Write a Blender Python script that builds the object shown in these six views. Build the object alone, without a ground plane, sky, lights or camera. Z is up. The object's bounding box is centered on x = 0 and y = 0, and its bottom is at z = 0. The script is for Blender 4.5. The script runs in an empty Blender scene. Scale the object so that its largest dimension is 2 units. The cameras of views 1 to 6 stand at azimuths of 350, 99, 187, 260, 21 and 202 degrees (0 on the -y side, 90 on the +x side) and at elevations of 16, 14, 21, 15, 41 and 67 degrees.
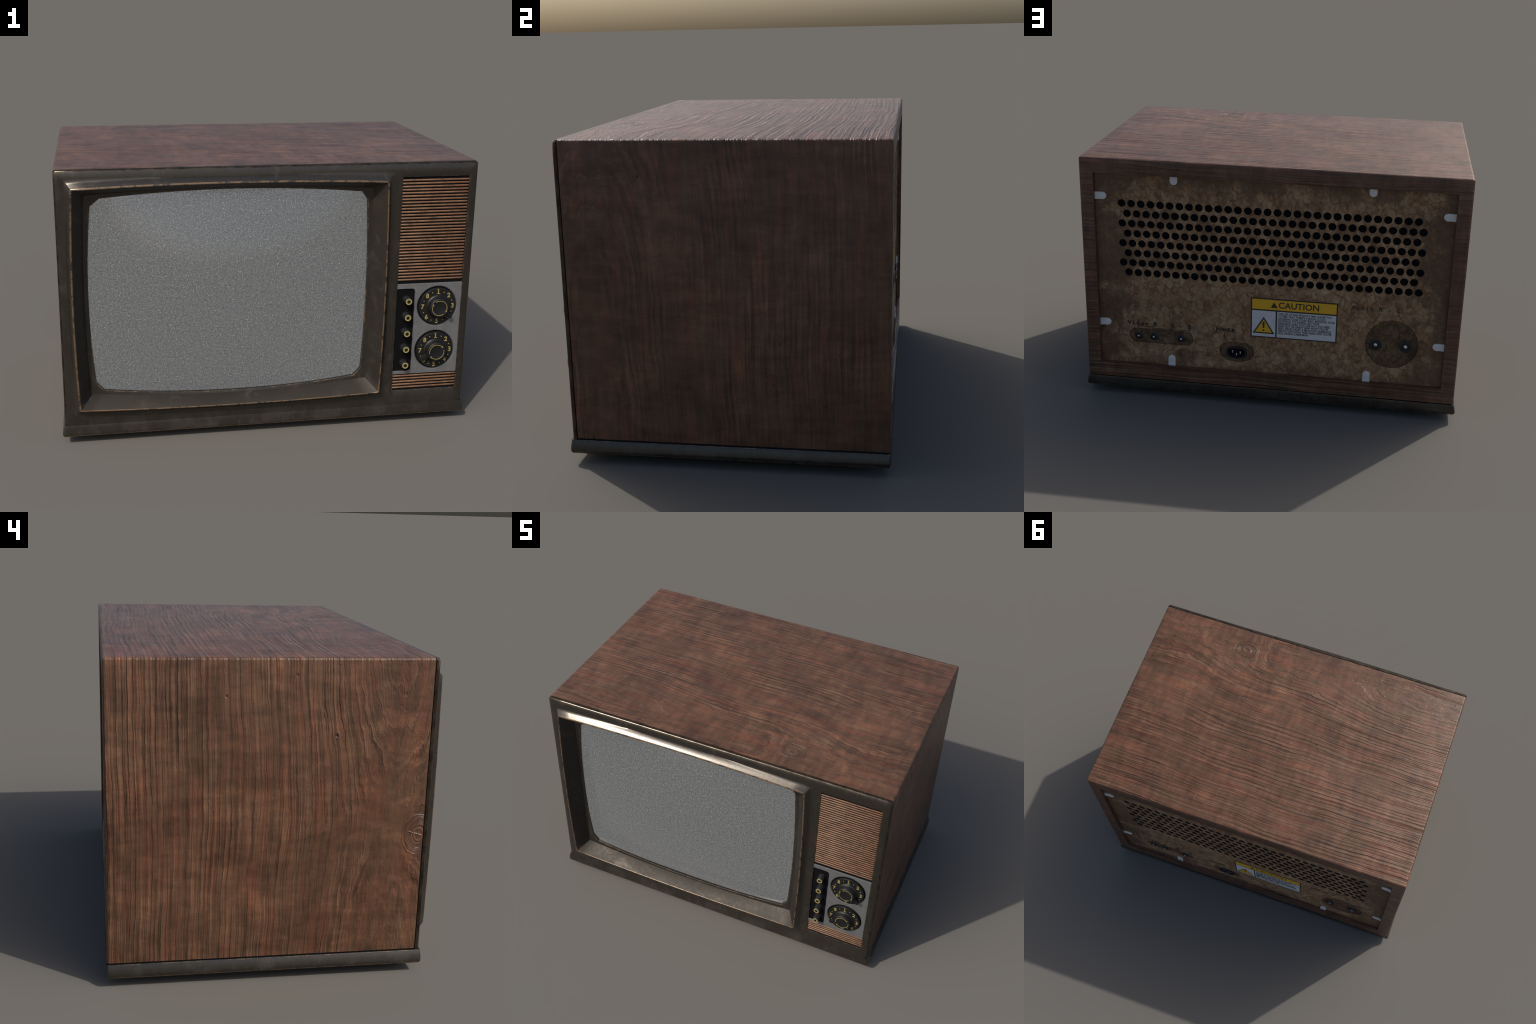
import bpy, bmesh, math, random
from math import sin, cos, pi, radians, sqrt
from mathutils import Vector, Matrix

random.seed(7)
SC = bpy.context.scene

# ------------------------------------------------------------------ dimensions (metres)
HALF_W, TOP, WOOD_BOTTOM = 0.9875, 1.3278, 0.104
FRONT_WOOD, BACK_WOOD = -0.5965, 0.6780
PANEL_Y = 0.656                      # face of the pressed-board back
RIM_SIDE, BACK_Z0, BACK_Z1 = 0.0722, 0.186, 1.2490   # wooden rim round the back
GX0, GX1, GZ0, GZ1 = 0.616, 0.946, 0.174, 1.260      # speaker / control opening

# ------------------------------------------------------------------ node helpers
class Nodes:
    """small wrapper that builds node trees with expressions"""
    def __init__(self, name):
        self.m = bpy.data.materials.new(name)
        self.m.use_nodes = True
        self.t = self.m.node_tree
        self.b = self.t.nodes["Principled BSDF"]
    def n(self, kind, **props):
        x = self.t.nodes.new(kind)
        for k, v in props.items():
            setattr(x, k, v)
        return x
    def put(self, sock, val):
        if isinstance(val, bpy.types.NodeSocket):
            self.t.links.new(val, sock)
        elif val is not None:
            sock.default_value = val
    def math(self, op, a, b=None, c=None, clamp=False):
        x = self.n("ShaderNodeMath", operation=op, use_clamp=clamp)
        for s, v in zip(x.inputs, (a, b, c)):
            self.put(s, v)
        return x.outputs[0]
    def add(self, a, b): return self.math("ADD", a, b)
    def sub(self, a, b): return self.math("SUBTRACT", a, b)
    def mul(self, a, b): return self.math("MULTIPLY", a, b)
    def madd(self, a, b, c): return self.math("MULTIPLY_ADD", a, b, c)
    def vec(self, x, y, z=0.0):
        c = self.n("ShaderNodeCombineXYZ")
        for s, v in zip(c.inputs, (x, y, z)):
            self.put(s, v)
        return c.outputs[0]
    def scaled(self, vec, sx, sy, sz, off=(0, 0, 0)):
        m = self.n("ShaderNodeMapping")
        self.put(m.inputs["Vector"], vec)
        m.inputs["Scale"].default_value = (sx, sy, sz)
        m.inputs["Location"].default_value = off
        return m.outputs[0]
    def noise(self, vec, scale=1.0, detail=2.0, rough=0.5, dist=0.0):
        x = self.n("ShaderNodeTexNoise")
        self.put(x.inputs["Vector"], vec)
        x.inputs["Scale"].default_value = scale
        x.inputs["Detail"].default_value = detail
        x.inputs["Roughness"].default_value = rough
        x.inputs["Distortion"].default_value = dist
        return x.outputs["Fac"]
    def voronoi(self, vec, scale, feature="F1", rnd=1.0):
        x = self.n("ShaderNodeTexVoronoi", feature=feature)
        self.put(x.inputs["Vector"], vec)
        x.inputs["Scale"].default_value = scale
        x.inputs["Randomness"].default_value = rnd
        return x
    def remap(self, v, a, b, c=0.0, d=1.0, smooth=False):
        x = self.n("ShaderNodeMapRange", interpolation_type="SMOOTHSTEP" if smooth else "LINEAR")
        self.put(x.inputs["Value"], v)
        for k, val in zip(("From Min", "From Max", "To Min", "To Max"), (a, b, c, d)):
            x.inputs[k].default_value = val
        return x.outputs[0]
    def mix(self, fac, a, b, blend="MIX"):
        x = self.n("ShaderNodeMix", data_type="RGBA", blend_type=blend)
        self.put(x.inputs[0], fac)
        for s, v in ((x.inputs[6], a), (x.inputs[7], b)):
            self.put(s, v if isinstance(v, bpy.types.NodeSocket) else (*v, 1.0))
        return x.outputs[2]
    def ramp(self, v, stops):
        r = self.n("ShaderNodeValToRGB")
        self.put(r.inputs[0], v)
        e = r.color_ramp.elements
        while len(e) < len(stops):
            e.new(0.5)
        for el, (p, c) in zip(e, stops):
            el.position, el.color = p, (*c, 1.0)
        return r.outputs[0]
    def add_vec(self, uv, u, v):
        return self.vec(self.mul(u, 3.0), self.mul(v, 26.0), 4.0)
    def gray(self, v):
        return self.vec(v, v, v)
    def bump(self, h, dist, strength=1.0):
        x = self.n("ShaderNodeBump")
        x.inputs["Strength"].default_value = strength
        x.inputs["Distance"].default_value = dist
        self.put(x.inputs["Height"], h)
        self.put(self.b.inputs["Normal"], x.outputs[0])
    def obj(self):
        return self.n("ShaderNodeTexCoord").outputs["Object"]
    def xyz(self, v):
        s = self.n("ShaderNodeSeparateXYZ")
        self.put(s.inputs[0], v)
        return s.outputs[:3]
    def rand(self):
        return self.n("ShaderNodeObjectInfo").outputs["Random"]
    def set(self, **kw):
        names = dict(color="Base Color", rough="Roughness", metal="Metallic", spec="Specular IOR Level", coat="Coat Weight", coatr="Coat Roughness")
        for k, v in kw.items():
            if isinstance(v, tuple) and len(v) == 3:
                v = (*v, 1.0)
            self.put(self.b.inputs[names[k]], v)
        return self.m

def flat(name, color, rough=0.5, metal=0.0, spec=0.5, mottle=0.15, scale=60):
    k = Nodes(name)
    f = k.noise(k.obj(), scale, 4, 0.6)
    c = k.mix(f, tuple(x * (1 - mottle) for x in color), tuple(min(1, x * (1 + mottle)) for x in color))
    return k.set(color=c, rough=k.remap(f, 0.2, 0.8, max(0.02, rough - 0.08), min(1, rough + 0.08)), metal=metal, spec=spec)

# ------------------------------------------------------------------ wood
def wood_material(name, fold=True, knots=()):
    """figured veneer. u runs along the grain, v across it; on the cabinet the sheet is folded
    over the edges, so the figure carries on from the top down the sides."""
    k = Nodes(name)
    P = k.obj()
    x, y, z = k.xyz(P)
    geo = k.n("ShaderNodeNewGeometry").outputs["Normal"]
    nx, ny, nz = k.xyz(geo)
    ax, ay, az = (k.math("ABSOLUTE", q) for q in (nx, ny, nz))
    side = k.math("GREATER_THAN", ax, k.math("MAXIMUM", ay, az))
    back = k.math("GREATER_THAN", ay, k.math("MAXIMUM", ax, az))
    drop = k.sub(TOP, z)
    u_side = k.mul(k.math("SIGN", x), k.add(drop, HALF_W))
    u = k.add(x, k.mul(side, k.sub(u_side, x)))
    v = k.add(y, k.mul(back, drop))
    uv = k.vec(u, v)
    # slow drift of the lines plus small waviness
    w1 = k.noise(k.scaled(uv, 0.9, 0.8, 1), 1.0, 2, 0.5)
    w2 = k.noise(k.scaled(uv, 4.0, 5.0, 1, (3, 1, 0)), 1.0, 3, 0.6)
    w3 = k.noise(k.scaled(uv, 20.0, 60.0, 1, (9, 1, 0)), 1.0, 4, 0.65)
    vv = k.add(v, k.add(k.mul(k.sub(w1, 0.5), 0.070), k.add(k.mul(k.sub(w2, 0.5), 0.017), k.mul(k.sub(w3, 0.5), 0.0100))))
    # the heart of the tree lies near the front edge: arches there, straight lines behind
    hn = k.noise(k.scaled(uv, 0.75, 0.10, 1, (5, 7, 0)), 1.0, 1, 0.4)
    jag = k.noise(k.scaled(uv, 5.0, 16.0, 1, (2, 5, 0)), 1.0, 4, 0.65)
    h = k.add(k.remap(hn, 0.25, 0.75, 0.00, 0.29), k.mul(k.sub(jag, 0.5), 0.075))
    dv = k.add(vv, 0.47)
    r = k.math("SQRT", k.add(k.mul(dv, dv), k.mul(h, h)))
    mask_knot = None
    knot_lines = None
    for (ku, kv, size) in knots:
        du = k.mul(k.sub(u, ku), 0.72)
        dk = k.sub(v, kv)
        wob = k.mul(k.sub(k.noise(k.scaled(uv, 16, 16, 1), 1.0, 2), 0.5), 0.018 * size / 0.05)
        d = k.add(k.math("SQRT", k.add(k.mul(du, du), k.mul(dk, dk))), wob)
        push = k.math("EXPONENT", k.mul(k.math("POWER", k.math("DIVIDE", d, size * 1.9), 2.0), -1.0))
        r = k.add(r, k.mul(push, 0.05 * size / 0.05))
        inside = k.math("EXPONENT", k.mul(k.math("POWER", k.math("DIVIDE", d, size), 6.0), -1.0))
        r = k.add(k.mul(r, k.sub(1.0, inside)), k.mul(k.mul(d, 1.15), inside))
        # a raised core ring, an outer ring and drying cracks across the knot
        def band(at, w):
            return k.math("EXPONENT", k.mul(k.math("POWER", k.math("DIVIDE", k.sub(d, at * size), w * size), 2.0), -1.0))
        cracks = k.math("MAXIMUM", k.remap(k.math("ABSOLUTE", k.sub(du, k.mul(dk, 0.22))), 0.0, 0.05 * size, 1.0, 0.0), k.mul(k.remap(k.math("ABSOLUTE", k.add(dk, k.mul(du, 0.2))), 0.0, 0.05 * size, 0.6, 0.0), k.remap(d, 0.3 * size, 0.4 * size, 1.0, 0.0)))
        cracks = k.mul(cracks, k.remap(d, 0.85 * size, 0.95 * size, 1.0, 0.0))
        drawn = k.math("MAXIMUM", k.math("MAXIMUM", band(0.34, 0.06), k.mul(band(0.92, 0.07), 0.8)), cracks)
        knot_lines = drawn if knot_lines is None else k.math("MAXIMUM", knot_lines, drawn)
        mask_knot = inside if mask_knot is None else k.math("MAXIMUM", mask_knot, inside)
    cyc = k.noise(k.scaled(uv, 0.6, 4.0, 1, (2, 9, 0)), 1.0, 2, 0.5)
    phase = k.add(k.math("DIVIDE", r, 0.0215), k.mul(cyc, 2.0))
    saw = k.math("FRACT", phase)
    late = k.mul(saw, k.remap(saw, 0.86, 1.0, 1.0, 0.0))         # soft rise, sharp fall
    rv = k.vec(k.mul(u, 0.9), k.mul(r, 1.0))
    lines = k.noise(k.scaled(rv, 0.8, 40, 1, (3, 0, 0)), 1.0, 2, 0.6)
    fine = k.noise(k.scaled(rv, 4.5, 66, 1, (13, 0, 0)), 1.0, 3, 0.65)
    thin = k.noise(k.scaled(rv, 1.6, 170, 1, (7, 0, 0)), 1.0, 2, 0.6)
    grainmix = k.add(k.mul(k.remap(k.add(k.mul(lines, 0.35), k.mul(fine, 0.65)), 0.30, 0.70), 0.60), k.add(k.mul(late, 0.22), k.mul(k.remap(thin, 0.25, 0.75), 0.16)))
    strength = k.remap(k.noise(k.scaled(uv, 2.0, 4.0, 1, (8, 3, 0)), 1.0, 3, 0.55), 0.34, 0.62, 0.22, 1.05, True)
    strength = k.mul(strength, k.remap(k.math("ABSOLUTE", dv), 0.0, 0.22, 0.62, 1.0))
    grain = k.add(0.45, k.mul(k.sub(grainmix, 0.45), strength))
    fibre = k.noise(k.scaled(uv, 9, 260, 1), 1.0, 3, 0.65)
    streak = k.noise(k.scaled(uv, 3.2, 34, 1, (1, 4, 0)), 1.0, 3, 0.6)
    red = k.remap(k.noise(k.add_vec(uv, u, vv), 1.0, 4, 0.6), 0.46, 0.64, 0, 1, True)
    tan = k.remap(k.noise(k.scaled(uv, 2.6, 7, 1, (6, 12, 0)), 1.0, 3, 0.55), 0.46, 0.66, 0, 1, True)
    cross = k.noise(k.scaled(uv, 6.5, 4.2, 1, (4, 4, 0)), 1.0, 6, 0.68, 0.6)
    xband = k.noise(k.scaled(uv, 26, 7.0, 1, (14, 4, 0)), 1.0, 4, 0.65)
    weave = k.noise(k.scaled(uv, 240, 26, 1), 1.0, 2, 0.6)
    big = k.noise(uv, 2.3, 2, 0.5)
    mott = k.noise(k.scaled(uv, 6.0, 14, 1, (5, 5, 0)), 1.0, 5, 0.7, 0.4)
    tone = k.add(k.mul(grain, 0.46), k.add(k.mul(streak, 0.24), k.add(k.mul(fibre, 0.14), k.mul(mott, 0.26))))
    base = k.ramp(tone, [(0.30, WOOD["dark"]), (0.46, WOOD["mid"]), (0.58, WOOD["light"]), (0.74, WOOD["pale"])])
    base = k.mix(k.mul(red, 0.72), base, k.mix(k.remap(tone, 0.3, 0.8), WOOD["red_dark"], WOOD["red"]))
    base = k.mix(k.mul(tan, 0.40), base, k.mix(k.remap(tone, 0.3, 0.8), WOOD["tan_dark"], WOOD["tan"]))
    lum = k.mul(k.mul(k.remap(cross, 0.32, 0.68, 0.82, 1.20, True), k.remap(xband, 0.36, 0.64, 0.86, 1.15, True)), k.mul(k.remap(weave, 0.25, 0.75, 0.88, 1.12), k.remap(big, 0.3, 0.7, 0.82, 1.16)))
    base = k.mix(1.0, base, k.gray(lum), "MULTIPLY")
    # worm holes and nicks
    spot = k.voronoi(k.scaled(uv, 8, 11, 1), 1.0)
    pit = k.remap(spot.outputs["Distance"], 0.03, 0.075, 0.75, 0.0)
    pit = k.mul(pit, k.remap(k.noise(k.scaled(uv, 2.1, 1.7, 1, (1, 8, 0)), 1.0, 2), 0.50, 0.56))
    base = k.mix(pit, base, (0.018, 0.013, 0.010))
    if mask_knot is not None:
        base = k.mix(k.mul(mask_knot, 0.45), base, (0.072, 0.040, 0.024))
        base = k.mix(k.mul(knot_lines, 0.55), base, (0.20, 0.085, 0.052))
    ridge = k.add(k.mul(k.remap(lines, 0.28, 0.72), 0.85), k.mul(late, 0.22))
    height = k.add(k.mul(ridge, k.madd(strength, 0.7, 0.3)), k.add(k.mul(fibre, 0.09), k.mul(streak, 0.08)))
    if knot_lines is not None:
        height = k.add(height, k.mul(knot_lines, 0.35))
    height = k.sub(height, k.mul(pit, 0.6))
    k.bump(height, 0.0078, 0.9)
    return k.set(color=base, rough=k.remap(tone, 0.3, 0.8, 0.46, 0.32), spec=0.36)

WOOD = dict(dark=(0.035, 0.0190, 0.0115), mid=(0.074, 0.0370, 0.0210), light=(0.127, 0.0635, 0.0355), pale=(0.198, 0.102, 0.058),
            red_dark=(0.064, 0.0240, 0.0128), red=(0.215, 0.082, 0.045), tan_dark=(0.055, 0.0335, 0.0195), tan=(0.158, 0.090, 0.049))
M_WOOD = wood_material("figured_wood", knots=((0.396, -0.465, 0.050), (-1.706, -0.575, 0.055)))

def slat_material():
    k = Nodes("copper_brown_slat")
    P = k.obj()
    x, y, z = k.xyz(P)
    r = k.rand()
    v = k.vec(x, k.mul(r, 40.0), z)
    a = k.noise(k.scaled(v, 16, 1, 1), 1.0, 3, 0.6)
    b = k.noise(k.scaled(v, 60, 1, 160), 1.0, 3, 0.6)
    red = k.remap(k.noise(k.scaled(v, 6, 0.37, 1, (4, 0, 0)), 1.0, 2), 0.45, 0.68, 0, 1, True)
    c = k.ramp(k.add(k.mul(a, 0.65), k.mul(b, 0.35)), [(0.28, (0.045, 0.028, 0.018)), (0.5, (0.152, 0.084, 0.047)), (0.75, (0.25, 0.142, 0.080))])
    c = k.mix(k.mul(red, 0.45), c, (0.19, 0.075, 0.044))
    return k.set(color=c, rough=0.45, spec=0.3, metal=0.0)

# ------------------------------------------------------------------ bezel plastic and its worn edges
def plastic_material(name, worn=0.0, dull=0.0, warm=0.0):
    k = Nodes(name)
    P = k.obj()
    x, y, z = k.xyz(P)
    scuff = k.noise(k.scaled(P, 14, 14, 9), 1.0, 6, 0.68, 0.7)
    fine = k.noise(P, 150, 4, 0.6)
    drip = k.noise(k.scaled(P, 60, 60, 4), 1.0, 3, 0.55)
    sc = k.remap(scuff, 0.55, 0.72, 0, 1, True)
    c = k.mix(k.noise(P, 5, 3, 0.6), (0.0130, 0.0107, 0.0084), (0.0215, 0.0182, 0.0147))
    c = k.mix(k.mul(sc, 0.34), c, (0.060, 0.054, 0.048))
    pale_noise = k.noise(k.scaled(P, 7, 7, 7, (3, 3, 3)), 1.0, 5, 0.7)
    low = k.mul(k.remap(z, 0.05, 0.16, 1.0, 0.0), k.remap(pale_noise, 0.46, 0.62, 0, 1, True))  # patchy paler tone towards the bottom
    c = k.mix(k.mul(low, 0.24), c, (0.085, 0.078, 0.070))
    rough = k.remap(k.add(k.mul(scuff, 0.6), k.mul(drip, 0.4)), 0.3, 0.7, 0.20 + dull, 0.36 + dull)
    metal = 0.0
    if dull:
        rub = k.remap(k.noise(k.scaled(P, 5, 9, 12, (1, 2, 3)), 1.0, 5, 0.7, 0.8), 0.52, 0.70, 0, 1, True)
        c = k.mix(k.mul(rub, 0.16), c, (0.105, 0.075, 0.048))
        rough = k.sub(rough, k.mul(rub, 0.10))
    if warm:
        c = k.mix(k.mul(k.remap(k.noise(k.scaled(P, 18, 18, 18), 1.0, 4, 0.65), 0.35, 0.62), warm), c, k.mix(fine, (0.085, 0.062, 0.042), (0.15, 0.112, 0.078)))
        metal = 0.7
        rough = k.sub(rough, 0.04)
    if worn:
        patch = k.noise(k.scaled(P, 24, 24, 24), 1.0, 3, 0.6)
        nick = k.noise(P, 190, 2, 0.6)
        m = k.remap(k.add(k.mul(patch, 0.62), k.mul(nick, 0.38)), 0.53 - 0.09 * worn, 0.57 - 0.09 * worn, 0, 1)
        c = k.mix(m, c, k.mix(fine, (0.105, 0.067, 0.036), (0.20, 0.130, 0.074)))
        metal = k.mul(m, 0.35)
    k.bump(k.add(k.mul(scuff, 0.5), k.mul(fine, 0.2)), 0.0003 if warm else 0.0007, 0.5)
    spec = 0.42 if dull else 0.78
    k.b.inputs["Specular Tint"].default_value = (1.0, 0.92, 0.82, 1.0)
    return k.set(color=c, rough=rough, spec=spec, metal=metal)

M_PLASTIC = plastic_material("scuffed_dark_plastic")
M_WORN = plastic_material("worn_plastic_edge", 1.0)
M_WORN_FEW = plastic_material("slightly_worn_plastic_edge", 0.15)
M_FUNNEL = plastic_material("dull_rubbed_plastic", 0.0, 0.27)
M_WORN_RIM = plastic_material("rubbed_plastic_rim", warm=0.55)
M_SLAT = slat_material()
M_BLACK = flat("black_backing", (0.004, 0.004, 0.005), 0.95, spec=0.1)  # for black sheets behind openings, standing in for their dark insides
M_GAP = flat("dark_gap", (0.008, 0.008, 0.008), 0.7, spec=0.3)
M_CONTROL = flat("black_control_plastic", (0.0085, 0.0085, 0.0088), 0.48, spec=0.32)
M_BUTTON = flat("charcoal_button_plastic", (0.016, 0.016, 0.0175), 0.42, spec=0.5)
M_GOLD = flat("pale_gold_ink", (0.30, 0.245, 0.078), 0.5, mottle=0.25, scale=120)
M_INK = flat("black_ink", (0.018, 0.015, 0.013), 0.7)
M_FADED = flat("faded_ink", (0.040, 0.031, 0.024), 0.7, mottle=0.3)
M_CLIP = flat("white_clip_plastic", (0.62, 0.60, 0.575), 0.42, mottle=0.04)
M_RUBBER = flat("black_rubber", (0.014, 0.014, 0.015), 0.7)
M_JACK = flat("black_jack_plastic", (0.0125, 0.0135, 0.016), 0.4)
M_PIN = flat("bright_pin_metal", (0.72, 0.71, 0.70), 0.25, metal=0.85)

def metal_plate_material():
    k = Nodes("brushed_grey_metal")
    P = k.obj()
    f = k.noise(P, 30, 5, 0.65)
    g = k.noise(k.scaled(P, 40, 40, 400), 1.0, 3, 0.6)
    c = k.mix(f, (0.135, 0.135, 0.138), (0.225, 0.225, 0.227))
    c = k.mix(k.remap(k.noise(P, 90, 4, 0.6), 0.58, 0.72, 0, 0.5), c, (0.09, 0.085, 0.075))
    k.bump(g, 0.0004, 0.4)
    return k.set(color=c, rough=k.remap(f, 0.3, 0.7, 0.36, 0.52), metal=0.45, spec=0.5)
M_PLATE = metal_plate_material()

def static_material():
    """switched-on tube showing snow: a dim grey glow made of fine grains behind glossy glass"""
    k = Nodes("glowing_static_screen")
    P = k.obj()
    x, y, z = k.xyz(P)
    q = k.vec(x, 0.0, z)
    a = k.noise(q, 140, 2, 0.6)
    b = k.noise(k.scaled(q, 1, 1, 1, (3, 0, 5)), 300, 1, 0.5)
    c = k.noise(k.scaled(q, 1, 1, 1, (7, 0, 1)), 60, 2, 0.5)
    g = k.add(k.mul(a, 0.42), k.add(k.mul(b, 0.40), k.mul(c, 0.18)))
    lum = k.remap(g, 0.38, 0.62, 0.072, 0.165)
    speck = k.remap(k.noise(k.scaled(q, 1, 1, 1, (1, 0, 9)), 190, 1, 0.5), 0.60, 0.78, 0.0, 0.30)
    lum = k.add(lum, speck)
    col = k.mix(1.0, k.gray(lum), (1.0, 1.005, 1.0), "MULTIPLY")
    k.put(k.b.inputs["Emission Color"], col)
    k.b.inputs["Emission Strength"].default_value = 1.0
    return k.set(color=(0.012, 0.012, 0.012), rough=0.16, spec=0.55)
M_SCREEN = static_material()

def board_material(name, dim=1.0):
    """pressed chip board: close-packed tan flakes with dark red-brown glue between"""
    k = Nodes(name)
    P = k.obj()
    x, y, z = k.xyz(P)
    q = k.vec(x, 0.0, z)
    n = k.noise(q, 26, 3, 0.6)
    w = k.n("ShaderNodeMixRGB", blend_type="ADD")
    jit = k.n("ShaderNodeTexNoise")
    k.put(jit.inputs["Vector"], q)
    jit.inputs["Scale"].default_value = 34
    off = k.n("ShaderNodeVectorMath", operation="MULTIPLY_ADD")
    k.put(off.inputs[0], jit.outputs["Color"])
    off.inputs[1].default_value = (0.030, 0.0, 0.030)
    k.put(off.inputs[2], q)
    qq = off.outputs[0]
    v1 = k.voronoi(k.scaled(qq, 1.0, 1.0, 0.72), 33)
    e1 = k.voronoi(k.scaled(qq, 1.0, 1.0, 0.72), 33, "DISTANCE_TO_EDGE")
    v2 = k.voronoi(k.scaled(qq, 1, 1, 1, (3, 0, 3)), 95)
    cell = k.xyz(v1.outputs["Color"])[0]
    cell2 = k.xyz(v2.outputs["Color"])[1]
    soft = k.noise(q, 48, 4, 0.65, 0.6)
    c = k.ramp(k.add(k.mul(cell, 0.34), k.add(k.mul(cell2, 0.14), k.mul(soft, 0.52))), [(0.22, (0.165, 0.082, 0.040)), (0.42, (0.255, 0.152, 0.079)), (0.62, (0.310, 0.200, 0.109)), (0.85, (0.38, 0.280, 0.175))])
    seam = k.mul(k.remap(e1.outputs["Distance"], 0.0, 0.15, 0.90, 0.0), k.remap(k.noise(q, 20, 3), 0.35, 0.6))
    c = k.mix(seam, c, (0.125, 0.052, 0.026))
    # random stains, more round the vents; baked edge shade is painted along the rim
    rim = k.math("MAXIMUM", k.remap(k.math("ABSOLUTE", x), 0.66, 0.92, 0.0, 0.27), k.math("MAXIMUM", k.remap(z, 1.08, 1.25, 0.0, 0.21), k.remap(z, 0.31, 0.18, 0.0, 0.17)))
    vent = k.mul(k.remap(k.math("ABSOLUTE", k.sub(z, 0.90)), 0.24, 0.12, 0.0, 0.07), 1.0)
    blot_shade = k.add(k.noise(q, 7.0, 5, 0.68), k.add(rim, vent))
    stain_shade = k.remap(blot_shade, 0.50, 0.76, 0, 0.82, True)
    c = k.mix(stain_shade, c, k.mix(soft, (0.062, 0.034, 0.019), (0.115, 0.066, 0.038)))
    lum = k.mul(k.remap(k.noise(q, 3.0, 3, 0.55), 0.3, 0.7, 0.85, 1.12), k.remap(n, 0.25, 0.75, 0.82, 1.15))
    c = k.mix(1.0, c, k.gray(k.mul(lum, dim)), "MULTIPLY")
    k.bump(k.add(k.mul(cell, 0.4), n), 0.0010, 0.5)
    return k.set(color=c, rough=0.7, spec=0.25)
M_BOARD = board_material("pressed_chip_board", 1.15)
M_BOARD_DARK = board_material("darkened_chip_board", 0.50)

def paper_material(name, color):
    k = Nodes(name)
    P = k.obj()
    cr = k.voronoi(k.scaled(P, 1, 1, 1), 46, "DISTANCE_TO_EDGE").outputs["Distance"]
    wr = k.noise(P, 60, 5, 0.65, 1.2)
    crease = k.mul(k.remap(cr, 0.0, 0.03, 1.0, 0.0), k.remap(k.noise(P, 12, 2), 0.45, 0.6))
    c = k.mix(k.remap(wr, 0.45, 0.75, 0.0, 0.35), color, tuple(x * 0.55 for x in color))
    c = k.mix(k.mul(crease, 0.4), c, (0.20, 0.15, 0.10))
    k.bump(k.add(wr, crease), 0.0008, 0.5)
    return k.set(color=c, rough=0.6, spec=0.3)
M_YELLOW = paper_material("yellow_label_paper", (0.72, 0.40, 0.022))
M_WHITE = paper_material("white_label_paper", (0.60, 0.595, 0.60))
M_LABEL_BLACK = flat("label_black_print", (0.030, 0.024, 0.018), 0.6, mottle=0.3)

# ------------------------------------------------------------------ object helpers
ROOT = bpy.data.objects.new("television", None)
ROOT.empty_display_size = 0.3
SC.collection.objects.link(ROOT)
ROOT["label"] = "old wooden-cased television with dark bezel, dials and grey static screen"
ROOT["category"] = "television"

def link(name, mesh, parent=ROOT):
    o = bpy.data.objects.new(name, mesh)
    SC.collection.objects.link(o)
    o.parent = parent
    return o

def finish(bm, name, mats, parent=ROOT, angle=35, recalc=True):
    bmesh.ops.remove_doubles(bm, verts=bm.verts, dist=1e-5)
    bmesh.ops.dissolve_degenerate(bm, edges=bm.edges, dist=1e-6)
    if recalc:
        bmesh.ops.recalc_face_normals(bm, faces=bm.faces)
    me = bpy.data.meshes.new(name)
    bm.to_mesh(me)
    bm.free()
    for m in (mats if isinstance(mats, (list, tuple)) else [mats]):
        me.materials.append(m)
    me.polygons.foreach_set("use_smooth", [True] * len(me.polygons))
    me.set_sharp_from_angle(angle=radians(angle))
    return link(name, me, parent)

def box(name, x0, x1, y0, y1, z0, z1, mat, parent=ROOT, bevel=0.0, segs=2):
    bm = bmesh.new()
    bmesh.ops.create_cube(bm, size=1.0, matrix=Matrix.Translation(((x0 + x1) / 2, (y0 + y1) / 2, (z0 + z1) / 2)) @ Matrix.Diagonal((x1 - x0, y1 - y0, z1 - z0, 1)))
    if bevel:
        bmesh.ops.bevel(bm, geom=bm.edges[:], offset=bevel, segments=segs, profile=0.5, affect="EDGES")
    return finish(bm, name, mat, parent)

def prism(bm, pts, y0, y1, mat=0):
    """outline in the x-z plane carried from y0 to y1, with both caps"""
    a = [bm.verts.new((p[0], y0, p[1])) for p in pts]
    b = [bm.verts.new((p[0], y1, p[1])) for p in pts]
    n = len(pts)
    fs = [bm.faces.new(a), bm.faces.new(b[::-1])]
    fs += [bm.faces.new((a[i], b[i], b[(i + 1) % n], a[(i + 1) % n])) for i in range(n)]
    for f in fs:
        f.material_index = mat
    return fs

def prism_object(name, pts, y0, y1, mat, parent=ROOT, bevel=0.0):
    bm = bmesh.new()
    fs = prism(bm, pts, y0, y1)
    if bevel:
        bmesh.ops.bevel(bm, geom=[e for e in fs[0].edges] + [e for e in fs[1].edges], offset=bevel, segments=2, profile=0.5, affect="EDGES")
    return finish(bm, name, mat, parent)

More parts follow.
